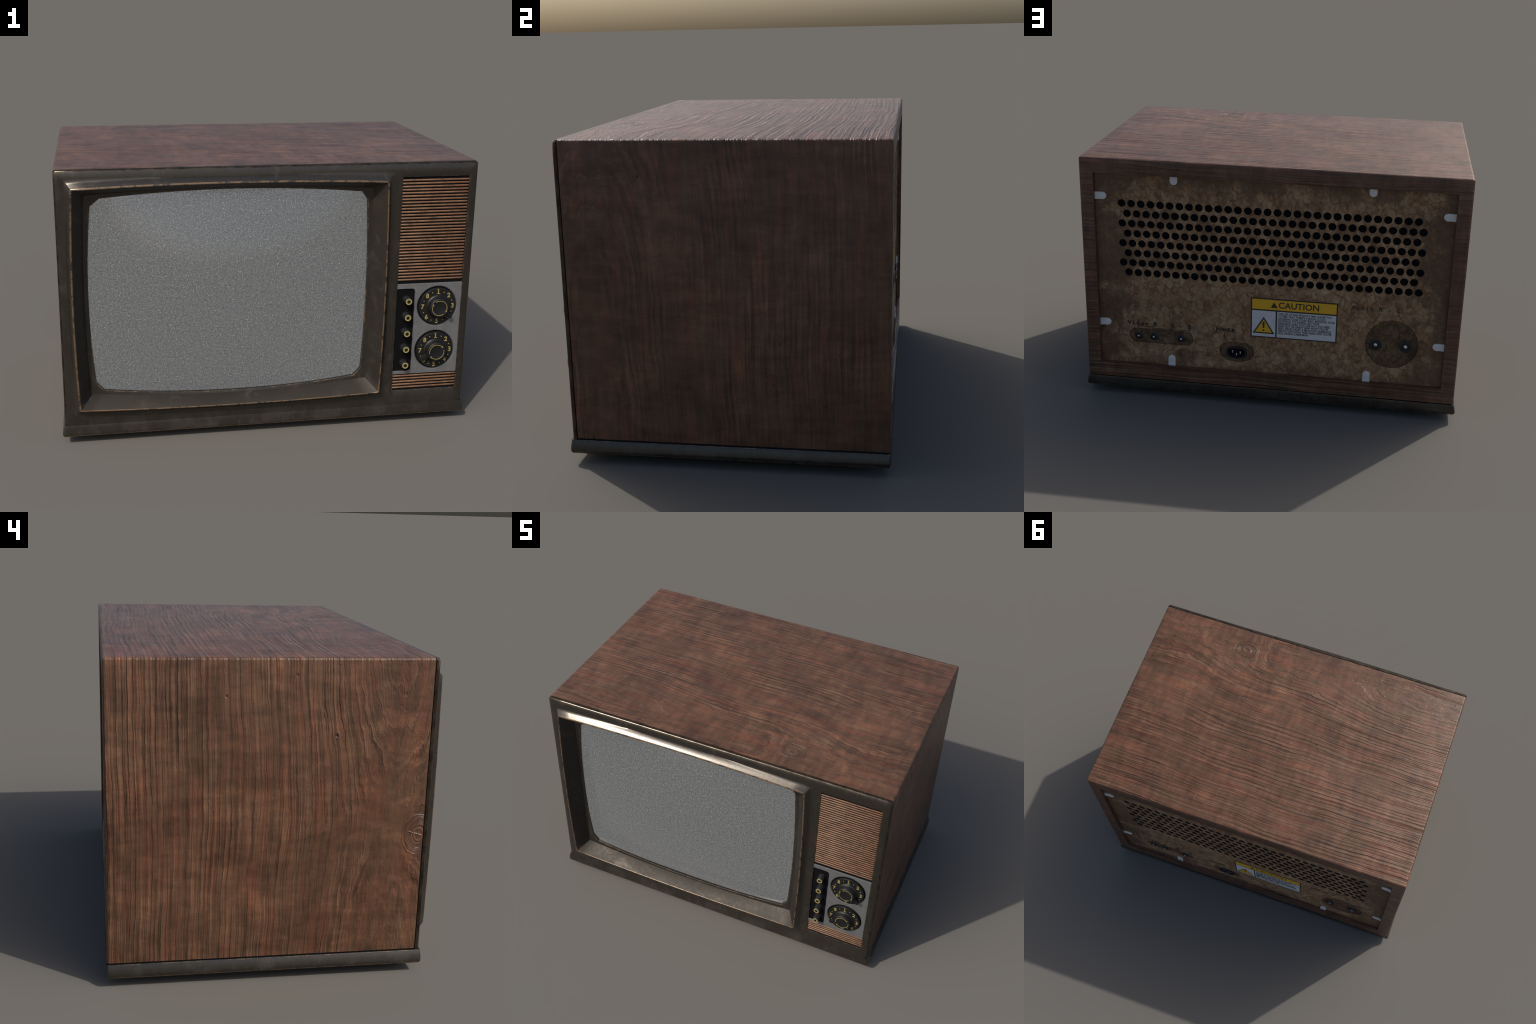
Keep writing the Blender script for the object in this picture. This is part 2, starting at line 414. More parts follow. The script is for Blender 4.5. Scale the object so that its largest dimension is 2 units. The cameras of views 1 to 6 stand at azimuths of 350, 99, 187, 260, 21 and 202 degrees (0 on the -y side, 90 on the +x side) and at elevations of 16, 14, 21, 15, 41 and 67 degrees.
def lathe(name, profile, cx, cz, mats, parent=ROOT, seg=32, angle=35, bands=None):
    """profile of (radius, y) turned about an axis along y"""
    bm = bmesh.new()
    rings = []
    for r, y in profile:
        if r < 1e-6:
            rings.append([bm.verts.new((cx, y, cz))])
        else:
            rings.append([bm.verts.new((cx + r * cos(2 * pi * i / seg), y, cz + r * sin(2 * pi * i / seg))) for i in range(seg)])
    for j, (a, b) in enumerate(zip(rings, rings[1:])):
        for i in range(seg):
            va = [a[i % len(a)], a[(i + 1) % len(a)]] if len(a) > 1 else [a[0]]
            vb = [b[(i + 1) % len(b)], b[i % len(b)]] if len(b) > 1 else [b[0]]
            f = bm.faces.new(va + vb)
            if bands:
                f.material_index = bands[j]
    return finish(bm, name, mats, parent, angle)

def curve_plate(name, outline, holes, y_mid, half, mat, parent=ROOT, bevel=0.0):
    """flat sheet with holes, filled by a 2D curve; outline points are (x, z)"""
    cu = bpy.data.curves.new(name, "CURVE")
    cu.dimensions, cu.fill_mode = "2D", "BOTH"
    cu.extrude, cu.bevel_depth, cu.bevel_resolution = half - bevel, bevel, 1
    if bevel:
        cu.offset = -bevel
    for pts in [outline] + holes:
        s = cu.splines.new("POLY")
        s.points.add(len(pts) - 1)
        for q, (px, pz) in zip(s.points, pts):
            q.co = (px, pz, 0, 1)
        s.use_cyclic_u = True
    tmp = bpy.data.objects.new(name, cu)
    SC.collection.objects.link(tmp)
    dg = bpy.context.evaluated_depsgraph_get()
    me = bpy.data.meshes.new_from_object(tmp.evaluated_get(dg))
    bpy.data.objects.remove(tmp)
    bpy.data.curves.remove(cu)
    me.transform(Matrix(((1, 0, 0, 0), (0, 0, -1, y_mid), (0, 1, 0, 0), (0, 0, 0, 1))))
    me.name = name
    me.materials.clear()
    me.materials.append(mat)
    me.polygons.foreach_set("use_smooth", [True] * len(me.polygons))
    me.set_sharp_from_angle(angle=radians(30))
    return link(name, me, parent)

def circle(cx, cz, r, n=24, ph=0.0):
    return [(cx + r * cos(ph + 2 * pi * i / n), cz + r * sin(ph + 2 * pi * i / n)) for i in range(n)]

def stadium(cx, cz, hx, hz, n=10):
    """rounded bar, half sizes hx >= hz"""
    a = [(cx + hx - hz + hz * cos(t), cz + hz * sin(t)) for t in [(-pi / 2 + pi * i / n) for i in range(n + 1)]]
    b = [(cx - hx + hz + hz * cos(t), cz + hz * sin(t)) for t in [(pi / 2 + pi * i / n) for i in range(n + 1)]]
    return a + b

def text_mesh(body, size, bold=0.0, thick=0.0006, align="CENTER", spacing=1.0, line=1.0):
    cu = bpy.data.curves.new("lettering", "FONT")
    cu.body, cu.size, cu.offset, cu.extrude = body, size, bold, thick
    cu.align_x, cu.align_y = align, "CENTER" if align == "CENTER" else "TOP"
    cu.space_character, cu.space_line, cu.resolution_u = spacing, line, 3
    tmp = bpy.data.objects.new("lettering", cu)
    SC.collection.objects.link(tmp)
    dg = bpy.context.evaluated_depsgraph_get()
    me = bpy.data.meshes.new_from_object(tmp.evaluated_get(dg))
    bpy.data.objects.remove(tmp)
    bpy.data.curves.remove(cu)
    return me

def place_text(bm, body, cx, cz, y, size, facing, sx=1.0, **kw):
    """adds lettering to bm, on a wall that faces -y ('front') or +y ('back')"""
    me = text_mesh(body, size, **kw)
    s = 1.0 if facing == "front" else -1.0
    me.transform(Matrix(((s * sx, 0, 0, cx), (0, 0, -s, y), (0, 1, 0, cz), (0, 0, 0, 1))))
    bm.from_mesh(me)
    bpy.data.meshes.remove(me)

# ------------------------------------------------------------------ wooden cabinet
def build_cabinet():
    bm = bmesh.new()
    x1, y0, y1, z0, z1 = HALF_W, FRONT_WOOD, BACK_WOOD, WOOD_BOTTOM, TOP
    bmesh.ops.create_cube(bm, size=1.0, matrix=Matrix.Translation((0, (y0 + y1) / 2, (z0 + z1) / 2)) @ Matrix.Diagonal((2 * x1, y1 - y0, z1 - z0, 1)))
    e = [e for e in bm.edges if not all(abs(v.co.y - y0) < 1e-5 for v in e.verts)
         and not all(abs(v.co.z - z0) < 1e-5 for v in e.verts)]
    bmesh.ops.bevel(bm, geom=e, offset=0.013, segments=4, profile=0.5, affect="EDGES")
    def sink(sign, ix, iz0, iz1, depth):
        face = max((f for f in bm.faces if f.normal.y * sign > 0.99), key=lambda f: f.calc_area())
        r = bmesh.ops.inset_region(bm, faces=[face], thickness=0.004)
        for v in face.verts:
            v.co.x = math.copysign(ix, v.co.x)
            v.co.z = iz1 if v.co.z > 0.7 else iz0
        r = bmesh.ops.extrude_face_region(bm, geom=[face])
        for v in [g for g in r["geom"] if isinstance(g, bmesh.types.BMVert)]:
            v.co.y -= sign * depth
        bm.faces.remove(face) if face.is_valid else None
    bm.normal_update()
    sink(1, HALF_W - RIM_SIDE, BACK_Z0, BACK_Z1, 0.05)
    sink(-1, HALF_W - 0.010, WOOD_BOTTOM + 0.008, TOP - 0.010, 0.30)
    return finish(bm, "wooden_cabinet", M_WOOD, angle=50)
cabinet = build_cabinet()

# ------------------------------------------------------------------ base tray and feet
def rounded_ring(hx, yf, yb, z, rad, n=4):
    pts = []
    for cx, cy, a0 in ((hx - rad, yb - rad, 0), (-hx + rad, yb - rad, 90), (-hx + rad, yf + rad, 180), (hx - rad, yf + rad, 270)):
        for i in range(n + 1):
            a = radians(a0 + 90 * i / n)
            pts.append((cx + rad * cos(a), cy + rad * sin(a), z))
    return pts

def build_base():
    rows = [(0.981, -0.597, 0.668, 0.105, 0.006, 0), (0.981, -0.597, 0.668, 0.0965, 0.006, 1), (0.9880, -0.6235, 0.6755, 0.0965, 0.006, 1),
            (0.9895, -0.6242, 0.6762, 0.0940, 0.007, 2), (0.9950, -0.6262, 0.6775, 0.077, 0.009, 0), (0.9990, -0.6280, 0.6787, 0.061, 0.010, 0),
            (1.000, -0.6285, 0.6790, 0.055, 0.011, 0), (0.9993, -0.6277, 0.6782, 0.047, 0.011, 0), (0.9965, -0.6250, 0.6755, 0.0415, 0.011, 3),
            (0.990, -0.619, 0.669, 0.0385, 0.011, 0), (0.90, -0.53, 0.58, 0.038, 0.011, 0)]
    bm = bmesh.new()
    prev = None
    for hx, yf, yb, z, rad, mat in rows:
        ring = [bm.verts.new(p) for p in rounded_ring(hx, yf, yb, z, rad)]
        if prev:
            for i in range(len(ring)):
                f = bm.faces.new((prev[i], prev[(i + 1) % len(ring)], ring[(i + 1) % len(ring)], ring[i]))
                f.material_index = 0 if mat == 2 and all(v.co.y < -0.61 for v in f.verts) else mat
        else:
            bm.faces.new(ring)
        prev = ring
    bm.faces.new(prev[::-1])
    return finish(bm, "base_tray", [M_PLASTIC, M_GAP, M_WORN_FEW, M_WORN], angle=40)
base = build_base()
foot = lathe("foot", [(0.0, 0.038), (0.040, 0.038), (0.040, 0.006), (0.034, 0.0), (0.0, 0.0)], 0, 0, M_RUBBER, base)
foot.data.transform(Matrix(((1, 0, 0, 0), (0, 0, 1, 0), (0, 1, 0, 0), (0, 0, 0, 1))))
foot.data.flip_normals()
for i, (fx, fy) in enumerate(((-0.68, -0.32), (0.68, -0.32), (-0.68, 0.36), (0.68, 0.36))):
    o = foot if i == 0 else foot.copy()
    if i:
        SC.collection.objects.link(o)
    o.location = (fx, fy, 0)

# ------------------------------------------------------------------ front bezel
SEG = 20
def bowed_ring(x0, x1, z0, z1, y, bow=(0, 0, 0, 0), cut=0.0, cuts=None):
    """rectangle whose sides bulge outwards by bow = left, right, top, bottom; corners cut by `cut`.
    Runs left side up, top, right side down, bottom."""
    bl, br, bt, bb = bow
    c = cuts or [(cut, cut)] * 4          # (along x, along z) at TL, TR, BR, BL
    out = []
    def side(p, q, nx, nz, b):
        for i in range(SEG + 1):
            t = i / SEG
            k = b * (1 - (2 * t - 1) ** 2)
            out.append((p[0] + (q[0] - p[0]) * t + nx * k, y, p[1] + (q[1] - p[1]) * t + nz * k))
    side((x0, z0 + c[3][1]), (x0, z1 - c[0][1]), -1, 0, bl)
    side((x0 + c[0][0], z1), (x1 - c[1][0], z1), 0, 1, bt)
    side((x1, z1 - c[1][1]), (x1, z0 + c[2][1]), 1, 0, br)
    side((x1 - c[2][0], z0), (x0 + c[3][0], z0), 0, -1, bb)
    return out

def loft(bm, rings, mats, skips):
    vr = [[bm.verts.new(p) for p in r] for r in rings]
    n = len(vr[0])
    for j in range(len(vr) - 1):
        for i in range(n):
            if i // (SEG + 1) in skips[j]:
                continue
            quad = (vr[j][i], vr[j][(i + 1) % n], vr[j + 1][(i + 1) % n], vr[j + 1][i])
            co = {tuple(round(c, 6) for c in v.co) for v in quad}
            if len(co) < 3:
                continue
            f = bm.faces.new(quad)
            f.material_index = mats[j]

OPEN_CUTS = [(0.043, 0.035), (0.026, 0.038), (0.033, 0.038), (0.034, 0.038)]
OPEN_BOW = (0.0220, 0.0120, 0.0300, 0.0390)
def opening(grow, y):
    return bowed_ring(-0.832 - grow, 0.463 + grow, 0.252 - grow, 1.186 + grow, y, OPEN_BOW, cuts=OPEN_CUTS)

def deepen(ring):
    """the mask in front of the tube falls back a little half way up both sides"""
    out = []
    for x, y, z in ring:
        side = max(0.0, (abs(x + 0.186) - 0.55) / 0.14)
        tall = max(0.0, 1 - ((z - 0.714) / 0.48) ** 2)
        out.append((x, y + (0.016 if x < -0.186 else 0.009) * min(1, side) * tall, z))
    return out

def build_bezel():
    bm = bmesh.new()
    L, T, R, B = 0, 1, 2, 3
    lipbow = (0.014, 0.010, 0.016, 0.014)
    XS = 0.602
    CL = [(0.009, 0.009), (0, 0), (0, 0), (0, 0)]
    CR = [(0, 0), (0.009, 0.009), (0, 0), (0, 0)]
    outer = [(0.980, 1.320, -0.585), (0.980, 1.320, -0.6000), (0.986, 1.3258, -0.6000), (0.9872, 1.3270, -0.6010)]
    for t in (0, 22, 45, 68):
        d = 0.0130 * (1 - cos(radians(t)))
        outer.append((0.9872 - d, 1.3270 - d, -0.6065 - 0.0125 * sin(radians(t))))
    outer += [(0.966, 1.306, -0.6218), (0.950, 1.290, -0.6240)]
    left = [bowed_ring(-x, XS, 0.097, z, y, cuts=CL) for x, z, y in outer]
    left += [bowed_ring(-0.940, 0.585, 0.118, 1.280, -0.6246, (0.004, 0.003, 0.005, 0.004), 0.001),
            bowed_ring(-0.934, 0.566, 0.152, 1.2720, -0.6275, (0.010, 0.007, 0.012, 0.010), 0.002),
            bowed_ring(-0.929, 0.556, 0.165, 1.2660, -0.6330, (0.013, 0.009, 0.015, 0.013), 0.004),
            bowed_ring(-0.9155, 0.5437, 0.1793, 1.2500, -0.6530, lipbow, 0.006),
            bowed_ring(-0.913, 0.5413, 0.1817, 1.2465, -0.6560, lipbow, 0.005),
            bowed_ring(-0.9085, 0.5380, 0.1850, 1.2425, -0.6565, lipbow, 0.004),
            bowed_ring(-0.906, 0.5355, 0.1875, 1.2400, -0.6545, lipbow, 0.003),
            deepen(bowed_ring(-0.857, 0.486, 0.237, 1.203, -0.5825, (0.016, 0.008, 0.022, 0.034), 0.001)),
            deepen(opening(0.0035, -0.5800)), deepen(opening(0.0015, -0.5795)), deepen(opening(0.0, -0.5780)), deepen(opening(-0.001, -0.560))]
    P, W, G, F, R2, D = 0, 1, 2, 3, 4, 5
    mats = [G, G, P, R2, R2, R2, R2, P, P, P, P, P, P, W, W, W, D, P, F, F, P]
    plate_skip = {R, B}
    skips = [plate_skip] * 9 + [set()] * 12
    loft(bm, left, mats, skips)
    right = [bowed_ring(XS, x, 0.097, z, y, cuts=CR) for x, z, y in outer]
    right += [
             bowed_ring(GX0 - 0.001, GX1 + 0.001, GZ0 - 0.001, GZ1 + 0.001, -0.6245),
             bowed_ring(GX0 + 0.001, GX1 - 0.001, GZ0 + 0.001, GZ1 - 0.001, -0.6232),
             bowed_ring(GX0 + 0.001, GX1 - 0.001, GZ0 + 0.001, GZ1 - 0.001, -0.600)]
    mats = [G, G, P, R2, R2, R2, R2, P, P, P, F, G]
    skips = [{L, B}] * 9 + [set()] * 3
    loft(bm, right, mats, skips)
    return finish(bm, "front_bezel", [M_PLASTIC, M_WORN, M_GAP, M_WORN_FEW, M_WORN_RIM, M_FUNNEL], angle=38)
bezel = build_bezel()

# ------------------------------------------------------------------ picture tube
def build_screen():
    bm = bmesh.new()
    nx, nz = 48, 36
    cx, cz, hx, hz = -0.186, 0.714, 0.684, 0.514
    grid = []
    for j in range(nz + 1):
        row = []
        for i in range(nx + 1):
            a, b = 2 * i / nx - 1, 2 * j / nz - 1
            b2 = b - 0.01 * (1 - b * b)              # the bulge peaks a little above the middle
            dome = ((1 - a * a) * (1 - b2 * b2)) ** 0.98
            row.append(bm.verts.new((cx + a * hx, -0.558 - 0.120 * dome, cz + b * hz)))
        grid.append(row)
    for j in range(nz):
        for i in range(nx):
            bm.faces.new((grid[j][i], grid[j][i + 1], grid[j + 1][i + 1], grid[j + 1][i]))
    o = finish(bm, "screen", M_SCREEN, ROOT, recalc=False)
    return o
screen = build_screen()

# ------------------------------------------------------------------ speaker grille
grille = box("speaker_grille", GX0 + 0.0005, GX1 - 0.0005, -0.6188, -0.6005, GZ0 + 0.0005, GZ1 - 0.0005, M_BLACK, ROOT)
def build_slats():
    bm = bmesh.new()
    prof = [(0.0046 * sin(t), -0.0050 * cos(t)) for t in [(-pi / 2 + pi * i / 8) for i in range(9)]]
    x0, x1 = GX0 + 0.0018, GX1 - 0.0018
    rows = []
    for x, s in ((x0, 0.2), (x0 + 0.0025, 1.0), (x1 - 0.0025, 1.0), (x1, 0.2)):
        rows.append([bm.verts.new((x, y * (0.4 + 0.6 * s), z)) for z, y in prof])
    for a, b in zip(rows, rows[1:]):
        for i in range(len(prof) - 1):
            bm.faces.new((a[i], a[i + 1], b[i + 1], b[i]))
    bm.faces.new(rows[0])
    bm.faces.new(rows[-1][::-1])
    first = finish(bm, "slat", M_SLAT, grille, angle=60)
    zs = [1.2426 - i * (1.2426 - 0.7524) / 32 for i in range(33)] + [0.2500 - i * 0.0154 for i in range(5)]
    for i, z in enumerate(zs):
        o = first if i == 0 else first.copy()
        if i:
            SC.collection.objects.link(o)
        o.location = (0, -0.6186, z)
build_slats()

# ------------------------------------------------------------------ control panel
PX0, PX1, PZ0, PZ1 = 0.6172, 0.9448, 0.2610, 0.7320
DX, DZ = 0.824, (0.6135, 0.3850)
def control_plate():
    ix, iz0, iz1, r = 0.7085, 0.2775, 0.7070, 0.016
    out = [(PX0, PZ1), (PX1, PZ1), (PX1, PZ0), (PX0, PZ0), (PX0, iz0)]
    out += [(ix - r + r * sin(t), iz0 + r - r * cos(t)) for t in [pi / 2 * i / 5 for i in range(6)]]
    out += [(ix - r + r * cos(t), iz1 - r + r * sin(t)) for t in [pi / 2 * i / 5 for i in range(6)]]
    out += [(PX0, iz1)]
    holes = [circle(DX, z, 0.1035, 48) for z in DZ]
    return curve_plate("control_panel", out, holes, -0.6185, 0.0062, M_PLATE, ROOT, bevel=0.0016)
plate = control_plate()
inset = box("button_recess", PX0, 0.712, -0.6178, -0.6005, 0.270, 0.712, M_CONTROL, plate)

def build_buttons():
    b = lathe("push_button", [(0.0205, 0.0), (0.0195, -0.004), (0.0180, -0.035), (0.0168, -0.0395), (0.0158, -0.0405), (0.0, -0.0405)], 0, 0, M_BUTTON, plate, seg=20, angle=30)
    ring = lathe("gold_ring", [(0.0095, -0.0395), (0.0095, -0.0416), (0.0160, -0.0416), (0.0160, -0.0395)], 0, 0, M_GOLD, plate, seg=9)
    hub = lathe("button_cap", [(0.0093, -0.0395), (0.0093, -0.0410), (0.0, -0.0410)], 0, 0, M_CONTROL, plate, seg=20)
    for i in range(5):
        loc = (0.668, -0.6172, 0.652 - i * 0.0830)
        for q in (b, ring, hub):
            k = q if i == 0 else q.copy()
            if i:
                SC.collection.objects.link(k)
            k.location = loc
build_buttons()

def arc_outline(cx, cz, r0, r1, a0, a1, n=18):
    A = [radians(a0 + (a1 - a0) * i / n) for i in range(n + 1)]
    return [(cx + r1 * cos(t), cz + r1 * sin(t)) for t in A] + [(cx + r0 * cos(t), cz + r0 * sin(t)) for t in A[::-1]]

def build_dials():
    for idx, (cz, aim) in enumerate(zip(DZ, (-39.0, 211.0))):
        well = lathe("dial_well", [(0.1042, -0.6248), (0.1030, -0.6246), (0.0985, -0.6185), (0.0940, -0.6130), (0.0915, -0.6110)], DX, cz, M_PLATE, plate, seg=56, angle=50)
        dial = lathe("dial", [(0.0935, -0.6110), (0.0935, -0.6300), (0.0925, -0.6318), (0.0910, -0.6325), (0.0, -0.6325)], DX, cz, M_CONTROL, plate, seg=28, angle=25)
        bm = bmesh.new()
        for i in range(8):
            a = radians(90 - 45 * i)
            px, pz = DX + 0.0765 * cos(a), cz + 0.0765 * sin(a)
            place_text(bm, str(i + 1), px, pz, -0.6330, 0.0325, "front", bold=0.0006, thick=0.0007)
            if i == 0:      # slab foot of the figure one
                prism(bm, [(px - 0.0066, pz + 0.0085), (px + 0.0012, pz + 0.0128), (px + 0.0012, pz + 0.0098), (px - 0.0066, pz + 0.0058)], -0.6337, -0.6326)
                prism(bm, [(px - 0.0072, pz - 0.0128), (px + 0.0088, pz - 0.0128), (px + 0.0088, pz - 0.0098), (px - 0.0072, pz - 0.0098)], -0.6337, -0.6326)
            b = radians(67.5 - 45 * i)
            prism(bm, circle(DX + 0.0765 * cos(b), cz + 0.0765 * sin(b), 0.0025, 10), -0.6336, -0.6326)
        finish(bm, "dial_numbers", M_GOLD, plate, recalc=False)
        knob = lathe("knob", [(0.0585, -0.6324), (0.0565, -0.6345), (0.0530, -0.6370), (0.0505, -0.6420), (0.0490, -0.6550), (0.0478, -0.6605), (0.0450, -0.6640),
                              (0.0425, -0.6650), (0.0415, -0.6644), (0.0, -0.6644)], DX, cz, M_CONTROL, plate, seg=40, angle=40)
        # pointer lug
        bm = bmesh.new()
        pts = [(0.040, -0.0135), (0.078, -0.0105), (0.0885, -0.0070), (0.0905, 0.0), (0.0885, 0.0070), (0.078, 0.0105), (0.040, 0.0135)]
        ca, sa = cos(radians(aim)), sin(radians(aim))
        fs = prism(bm, [(DX + p * ca - q * sa, cz + p * sa + q * ca) for p, q in pts], -0.6500, -0.6322)
        bmesh.ops.bevel(bm, geom=list(fs[0].edges), offset=0.003, segments=2, profile=0.5, affect="EDGES")
        finish(bm, "knob_pointer", M_CONTROL, plate)
        # ring of two arrows on the cap
        bm = bmesh.new()
        for turn in (0, 180):
            head = aim + turn + 8
            prism(bm, arc_outline(DX, cz, 0.0360, 0.0383, head + 6, head + 154), -0.6652, -0.6642)
            h = radians(head)
            def at(r, a): return (DX + r * cos(radians(a)), cz + r * sin(radians(a)))
            prism(bm, [at(0.0325, head + 7), at(0.0425, head + 7), at(0.0378, head - 5)], -0.6652, -0.6642)
        finish(bm, "gold_arrow_ring", M_GOLD, plate)
build_dials()

# ------------------------------------------------------------------ back panel
def build_back():
    X, Z0, Z1 = HALF_W - RIM_SIDE - 0.0006, BACK_Z0 + 0.0006, BACK_Z1 - 0.0006
    outline = [(-X, Z0), (X, Z0), (X, Z1), (-X, Z1)]
    vents = []
    for r in range(8):
        z = 1.0885 - r * 0.0539
        x0 = 0.776 if r % 2 == 0 else 0.749
        for i in range(31):
            vents.append(circle(x0 - i * 0.05035, z, 0.0206, 18))
    av = stadium(0.5815, 0.3505, 0.1740, 0.0415)
    power = power_outline(0.1705, 0.2955, 0.0925, 0.0575)
    disc = circle(-0.6440, 0.4110, 0.1360, 48)
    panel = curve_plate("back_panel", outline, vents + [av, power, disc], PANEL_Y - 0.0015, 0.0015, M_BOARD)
    box("vent_backing", -0.83, 0.83, PANEL_Y - 0.020, PANEL_Y - 0.0032, 0.66, 1.14, M_BLACK, panel)
    box("shade_outline_backing", -0.80, 0.78, PANEL_Y - 0.020, PANEL_Y - 0.0036, 0.225, 0.56, M_BLACK, panel)  # black sheet added behind the gaps to draw a shade outline round the plates
    for name, pts in (("video_plate", stadium(0.5815, 0.3505, 0.1718, 0.0393)), ("power_plate", power_outline(0.1705, 0.2955, 0.0903, 0.0553)), ("audio_plate", circle(-0.6440, 0.4110, 0.1338, 48))):
        prism_object(name, pts, PANEL_Y - 0.010, PANEL_Y - 0.0022, M_BOARD_DARK, panel)
    return panel

def power_outline(cx, cz, hx, hz):
    """flat-topped, round-bellied outline of the mains inlet recess"""
    pts = []
    n = 40
    for i in range(n):
        t = 2 * pi * i / n
        c, s = cos(t), sin(t)
        e = 0.62 if s > 0 else 0.90
        pts.append((cx + hx * math.copysign(abs(c) ** (0.75 if s > 0 else 0.95), c), cz + hz * math.copysign(abs(s) ** e, s)))
    return pts
panel = build_back()

# white plastic clips that hold the back
def build_clips():
    def clip_mesh():
        bm = bmesh.new()
        w, ln = 0.0195, 0.060
        pts = [(-w, 0.0), (-w, ln - w)] + [(w * -cos(t), ln - w + w * sin(t)) for t in [pi * i / 12 for i in range(1, 12)]] + [(w, ln - w), (w, 0.0)]
        fs = prism(bm, pts, 0.0, 0.0050)
        bmesh.ops.bevel(bm, geom=list(fs[1].edges), offset=0.0024, segments=2, profile=0.5, affect="EDGES")
        # stepped foot against the wooden rim
        prism(bm, [(-w, 0.0), (-w, 0.014), (w, 0.014), (w, 0.0)], 0.001, 0.0070)
        return bm
    first = finish(clip_mesh(), "panel_clip", M_CLIP, panel)
    xw = HALF_W - RIM_SIDE - 0.001
    spots = [((xw, 1.1235), 90), ((xw, 0.4175), 90), ((-xw, 1.1225), -90), ((-xw, 0.4170), -90),
             ((0.5015, BACK_Z1 + 0.0125), 180), ((-0.5030, BACK_Z1 + 0.0145), 180), ((0.525, BACK_Z0 + 0.001), 0), ((-0.522, BACK_Z0 + 0.001), 0)]
    for i, ((x, z), ang) in enumerate(spots):
        o = first if i == 0 else first.copy()
        if i:
            SC.collection.objects.link(o)
        o.location = (x, PANEL_Y, z)
        o.rotation_euler = (0, radians(-ang), 0)
build_clips()

# sockets
def build_sockets():
    y = PANEL_Y - 0.0024
    def jack(x, z, r, pin):
        j = lathe("jack", [(r, y - 0.001), (r, y + 0.006), (r * 0.86, y + 0.009), (r * 0.62, y + 0.0085), (r * 0.52, y + 0.003), (0.0, y + 0.003)], x, z, M_JACK, panel, seg=24)
        lathe("jack_pin", [(pin, y + 0.002), (pin, y + 0.0085), (pin * 0.6, y + 0.0105), (0.0, y + 0.0108)], x, z, M_PIN, panel, seg=14)
    for x in (0.706, 0.623, 0.473):
        jack(x, 0.3470, 0.0205, 0.0058)
    for x, z in ((-0.561, 0.4040), (-0.716, 0.4050)):
        jack(x, z, 0.0325, 0.0095)
    # mains inlet
    cx, cz = 0.1715, 0.2925
    shell = curve_plate("power_socket", power_outline(cx, cz, 0.0555, 0.0355), [power_outline(cx, cz, 0.0445, 0.0265)], y + 0.0045, 0.005, M_JACK, panel, bevel=0.0008)
    prism_object("socket_floor", power_outline(cx, cz, 0.046, 0.028), y - 0.001, y + 0.0012, M_BLACK, panel)
    for px, pz in ((0.0215, 0.006), (-0.0205, 0.002), (0.0005, -0.0095)):
        box("socket_pin", cx + px - 0.0032, cx + px + 0.0032, y, y + 0.0085, cz + pz - 0.0075, cz + pz + 0.0075, M_PIN, panel, bevel=0.0015)
build_sockets()

# lettering printed on the back
def build_back_print():
    yb = PANEL_Y + 0.0004
    def typed(bm, s, x_first, pitch, z, size):
        for i, ch in enumerate(s):
            if ch != " ":
                place_text(bm, ch, x_first - i * pitch, z, yb, size, "back", bold=0.0013, thick=0.0004)
    def stroke(bm, pts, w):
        for (ax, az), (bx, bz) in zip(pts, pts[1:]):
            d = Vector((bx - ax, bz - az))
            n = Vector((-d.y, d.x)).normalized() * w / 2
            e = d.normalized() * w / 2
            prism(bm, [(ax - e.x + n.x, az - e.y + n.y), (bx + e.x + n.x, bz + e.y + n.y), (bx + e.x - n.x, bz + e.y - n.y), (ax - e.x - n.x, az - e.y - n.y)], yb - 0.0003, yb + 0.0004)
    bm = bmesh.new()
    typed(bm, "Video R - G - B", 0.7545, 0.0234, 0.4205, 0.0320)
    stroke(bm, [(0.708, 0.3935), (0.708, 0.4055), (0.6174, 0.4055)], 0.0030)
    stroke(bm, [(0.6177, 0.3965), (0.5194, 0.3970), (0.5193, 0.4060)], 0.0030)
    stroke(bm, [(0.474, 0.3978), (0.4269, 0.3978), (0.4268, 0.4080)], 0.0030)
    finish(bm, "video_lettering", M_INK, panel, recalc=False)
    bm = bmesh.new()
    typed(bm, "POWER", 0.2765, 0.0212, 0.4195, 0.0275)
    stroke(bm, [(0.2383, 0.4050), (0.2383, 0.3795), (0.2225, 0.3540)], 0.0030)
    finish(bm, "power_lettering", M_INK, panel, recalc=False)
    bm = bmesh.new()
    typed(bm, "Audio R - L", -0.4375, 0.0232, 0.6030, 0.0320)
    stroke(bm, [(-0.5725, 0.5813), (-0.5420, 0.5225)], 0.0030)
    stroke(bm, [(-0.6658, 0.5821), (-0.6958, 0.5472)], 0.0030)
    finish(bm, "audio_lettering", M_FADED, panel, recalc=False)
build_back_print()

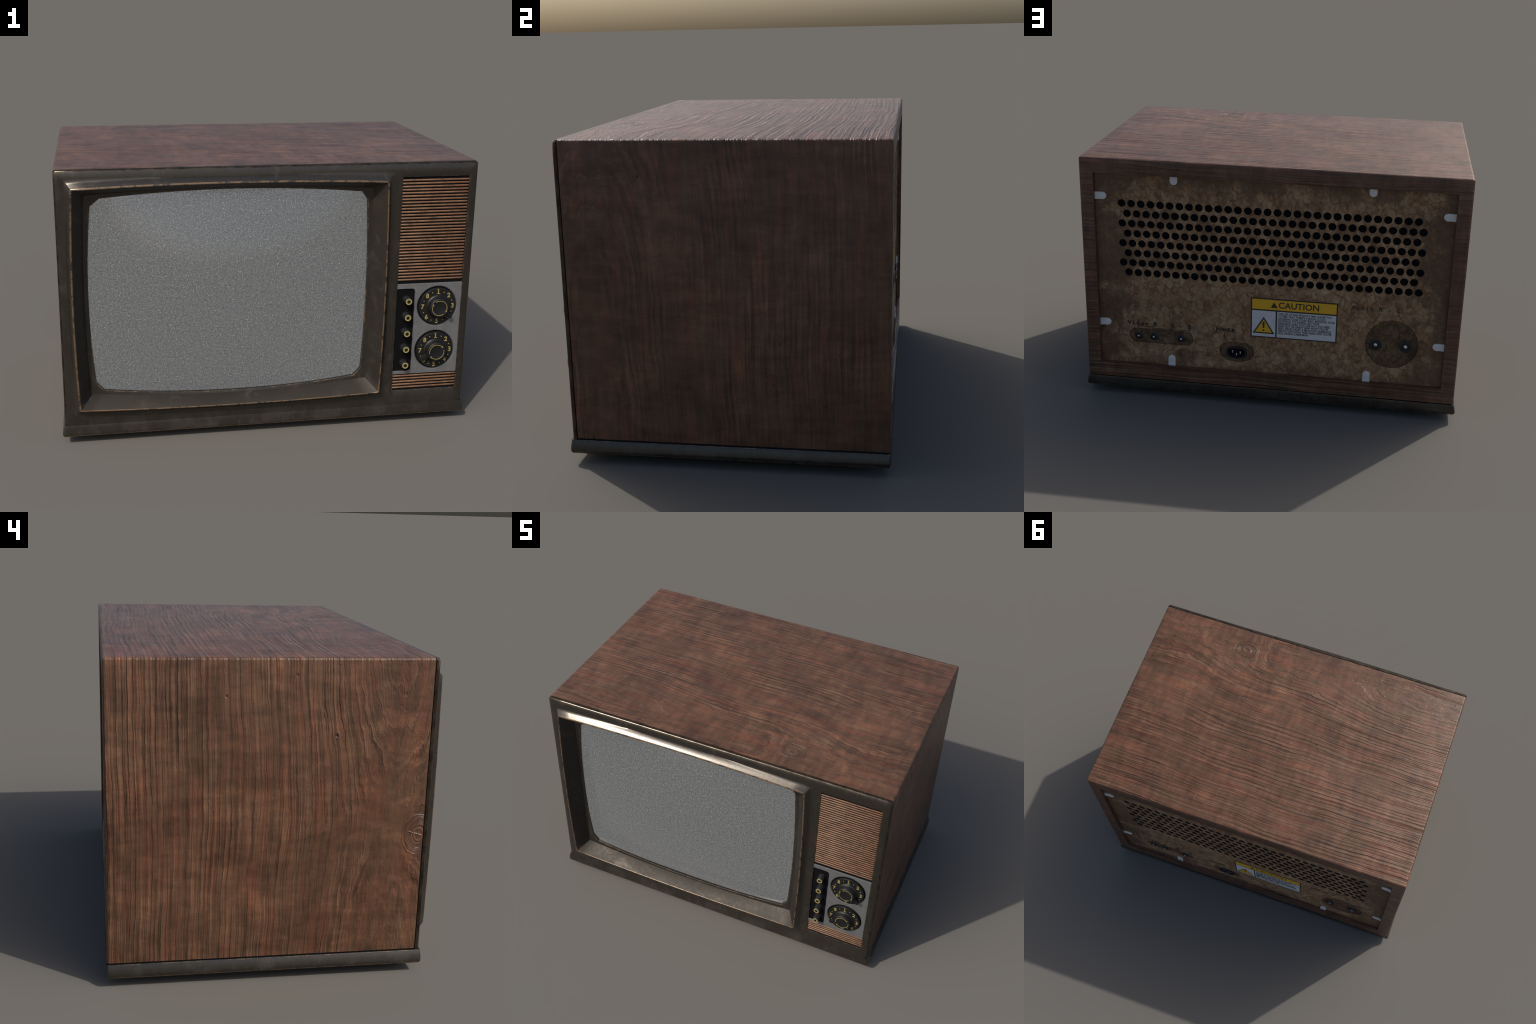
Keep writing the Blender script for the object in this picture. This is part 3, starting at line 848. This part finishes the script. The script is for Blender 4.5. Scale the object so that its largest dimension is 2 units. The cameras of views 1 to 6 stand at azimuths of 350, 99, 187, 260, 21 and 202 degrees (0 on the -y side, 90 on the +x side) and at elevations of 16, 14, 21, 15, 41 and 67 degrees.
# caution label
def build_label():
    lx0, lx1, lz0, lz1 = 0.0980, -0.3575, 0.3945, 0.6200      # left and right as read from behind
    y = PANEL_Y + 0.0002
    lab = box("caution_label", lx1, lx0, PANEL_Y - 0.001, y + 0.0008, lz0, lz1, M_LABEL_BLACK, ROOT)
    b = 0.0068
    split, mid = 0.5525, -0.0375
    yy = y + 0.0008
    box("yellow_band", lx1 + b, lx0 - b, yy - 0.0004, yy + 0.0005, split + 0.004, lz1 - b, M_YELLOW, lab)
    box("symbol_field", mid + 0.004, lx0 - b, yy - 0.0004, yy + 0.0005, lz0 + b, split - 0.004, M_WHITE, lab)
    box("text_field", lx1 + b, mid - 0.004, yy - 0.0004, yy + 0.0005, lz0 + b, split - 0.004, M_WHITE, lab)
    yt = yy + 0.0006
    bm = bmesh.new()
    place_text(bm, "CAUTION", -0.1545, 0.5835, yt, 0.0475, "back", bold=0.0008, thick=0.0004, sx=1.0)
    prism(bm, [(-0.0065, 0.5690), (-0.0430, 0.5690), (-0.0245, 0.6000)], yt - 0.0004, yt + 0.0004)
    finish(bm, "caution_heading", M_LABEL_BLACK, lab, recalc=False)
    bm = bmesh.new()
    sx, sz = 0.0290, 0.0
    prism(bm, [(sx + 0.0580, 0.4180), (sx - 0.0580, 0.4180), (sx, 0.5140)], yt - 0.0004, yt + 0.0004)
    finish(bm, "warning_triangle", M_LABEL_BLACK, lab)
    bm = bmesh.new()
    prism(bm, [(sx + 0.0455, 0.4255), (sx - 0.0455, 0.4255), (sx, 0.5005)], yt, yt + 0.0008)
    finish(bm, "warning_triangle_fill", M_YELLOW, lab)
    bm = bmesh.new()
    prism(bm, [(sx + 0.0045, 0.4860), (sx + 0.0055, 0.4830), (sx + 0.0040, 0.4500), (sx - 0.0040, 0.4500), (sx - 0.0055, 0.4830), (sx - 0.0045, 0.4860)], yt + 0.0004, yt + 0.0012)
    prism(bm, circle(sx, 0.4370, 0.0050, 14), yt + 0.0004, yt + 0.0012)
    finish(bm, "exclamation_mark", M_LABEL_BLACK, lab)
    words = ["THE USE OF THIS PRODUCT MAY CAUSE YOU", "TO FEEL THAT THERE'S A BLACK CLOUD", "HOVERING OVER YOUR HEAD. MOCKING YOUR",
             "EXISTENCE. IT'S SHAPED LIKE YOUR", "NEIGHBOR GREG. DOCTOR SAYS YOU NEED", "SLEEP, BUT HE HASN'T SEEN WHAT YOU'VE",
             "SEEN. NEVER TRUST A MAN WITH SIDEBURNS.", "GREG'S WATCHING. FREE CABLE AND YOU'RE", "STILL PAYING CABLE MAN."]
    bm = bmesh.new()
    for i, s in enumerate(words):
        place_text(bm, s, -0.0470, 0.5440 - i * 0.01385, yt, 0.0155, "back", bold=0.00045, thick=0.0003, align="LEFT", sx=0.87)
    o = finish(bm, "caution_text", M_LABEL_BLACK, lab, recalc=False)
    o["kind"] = "stuff"
build_label()

bpy.context.view_layer.update()
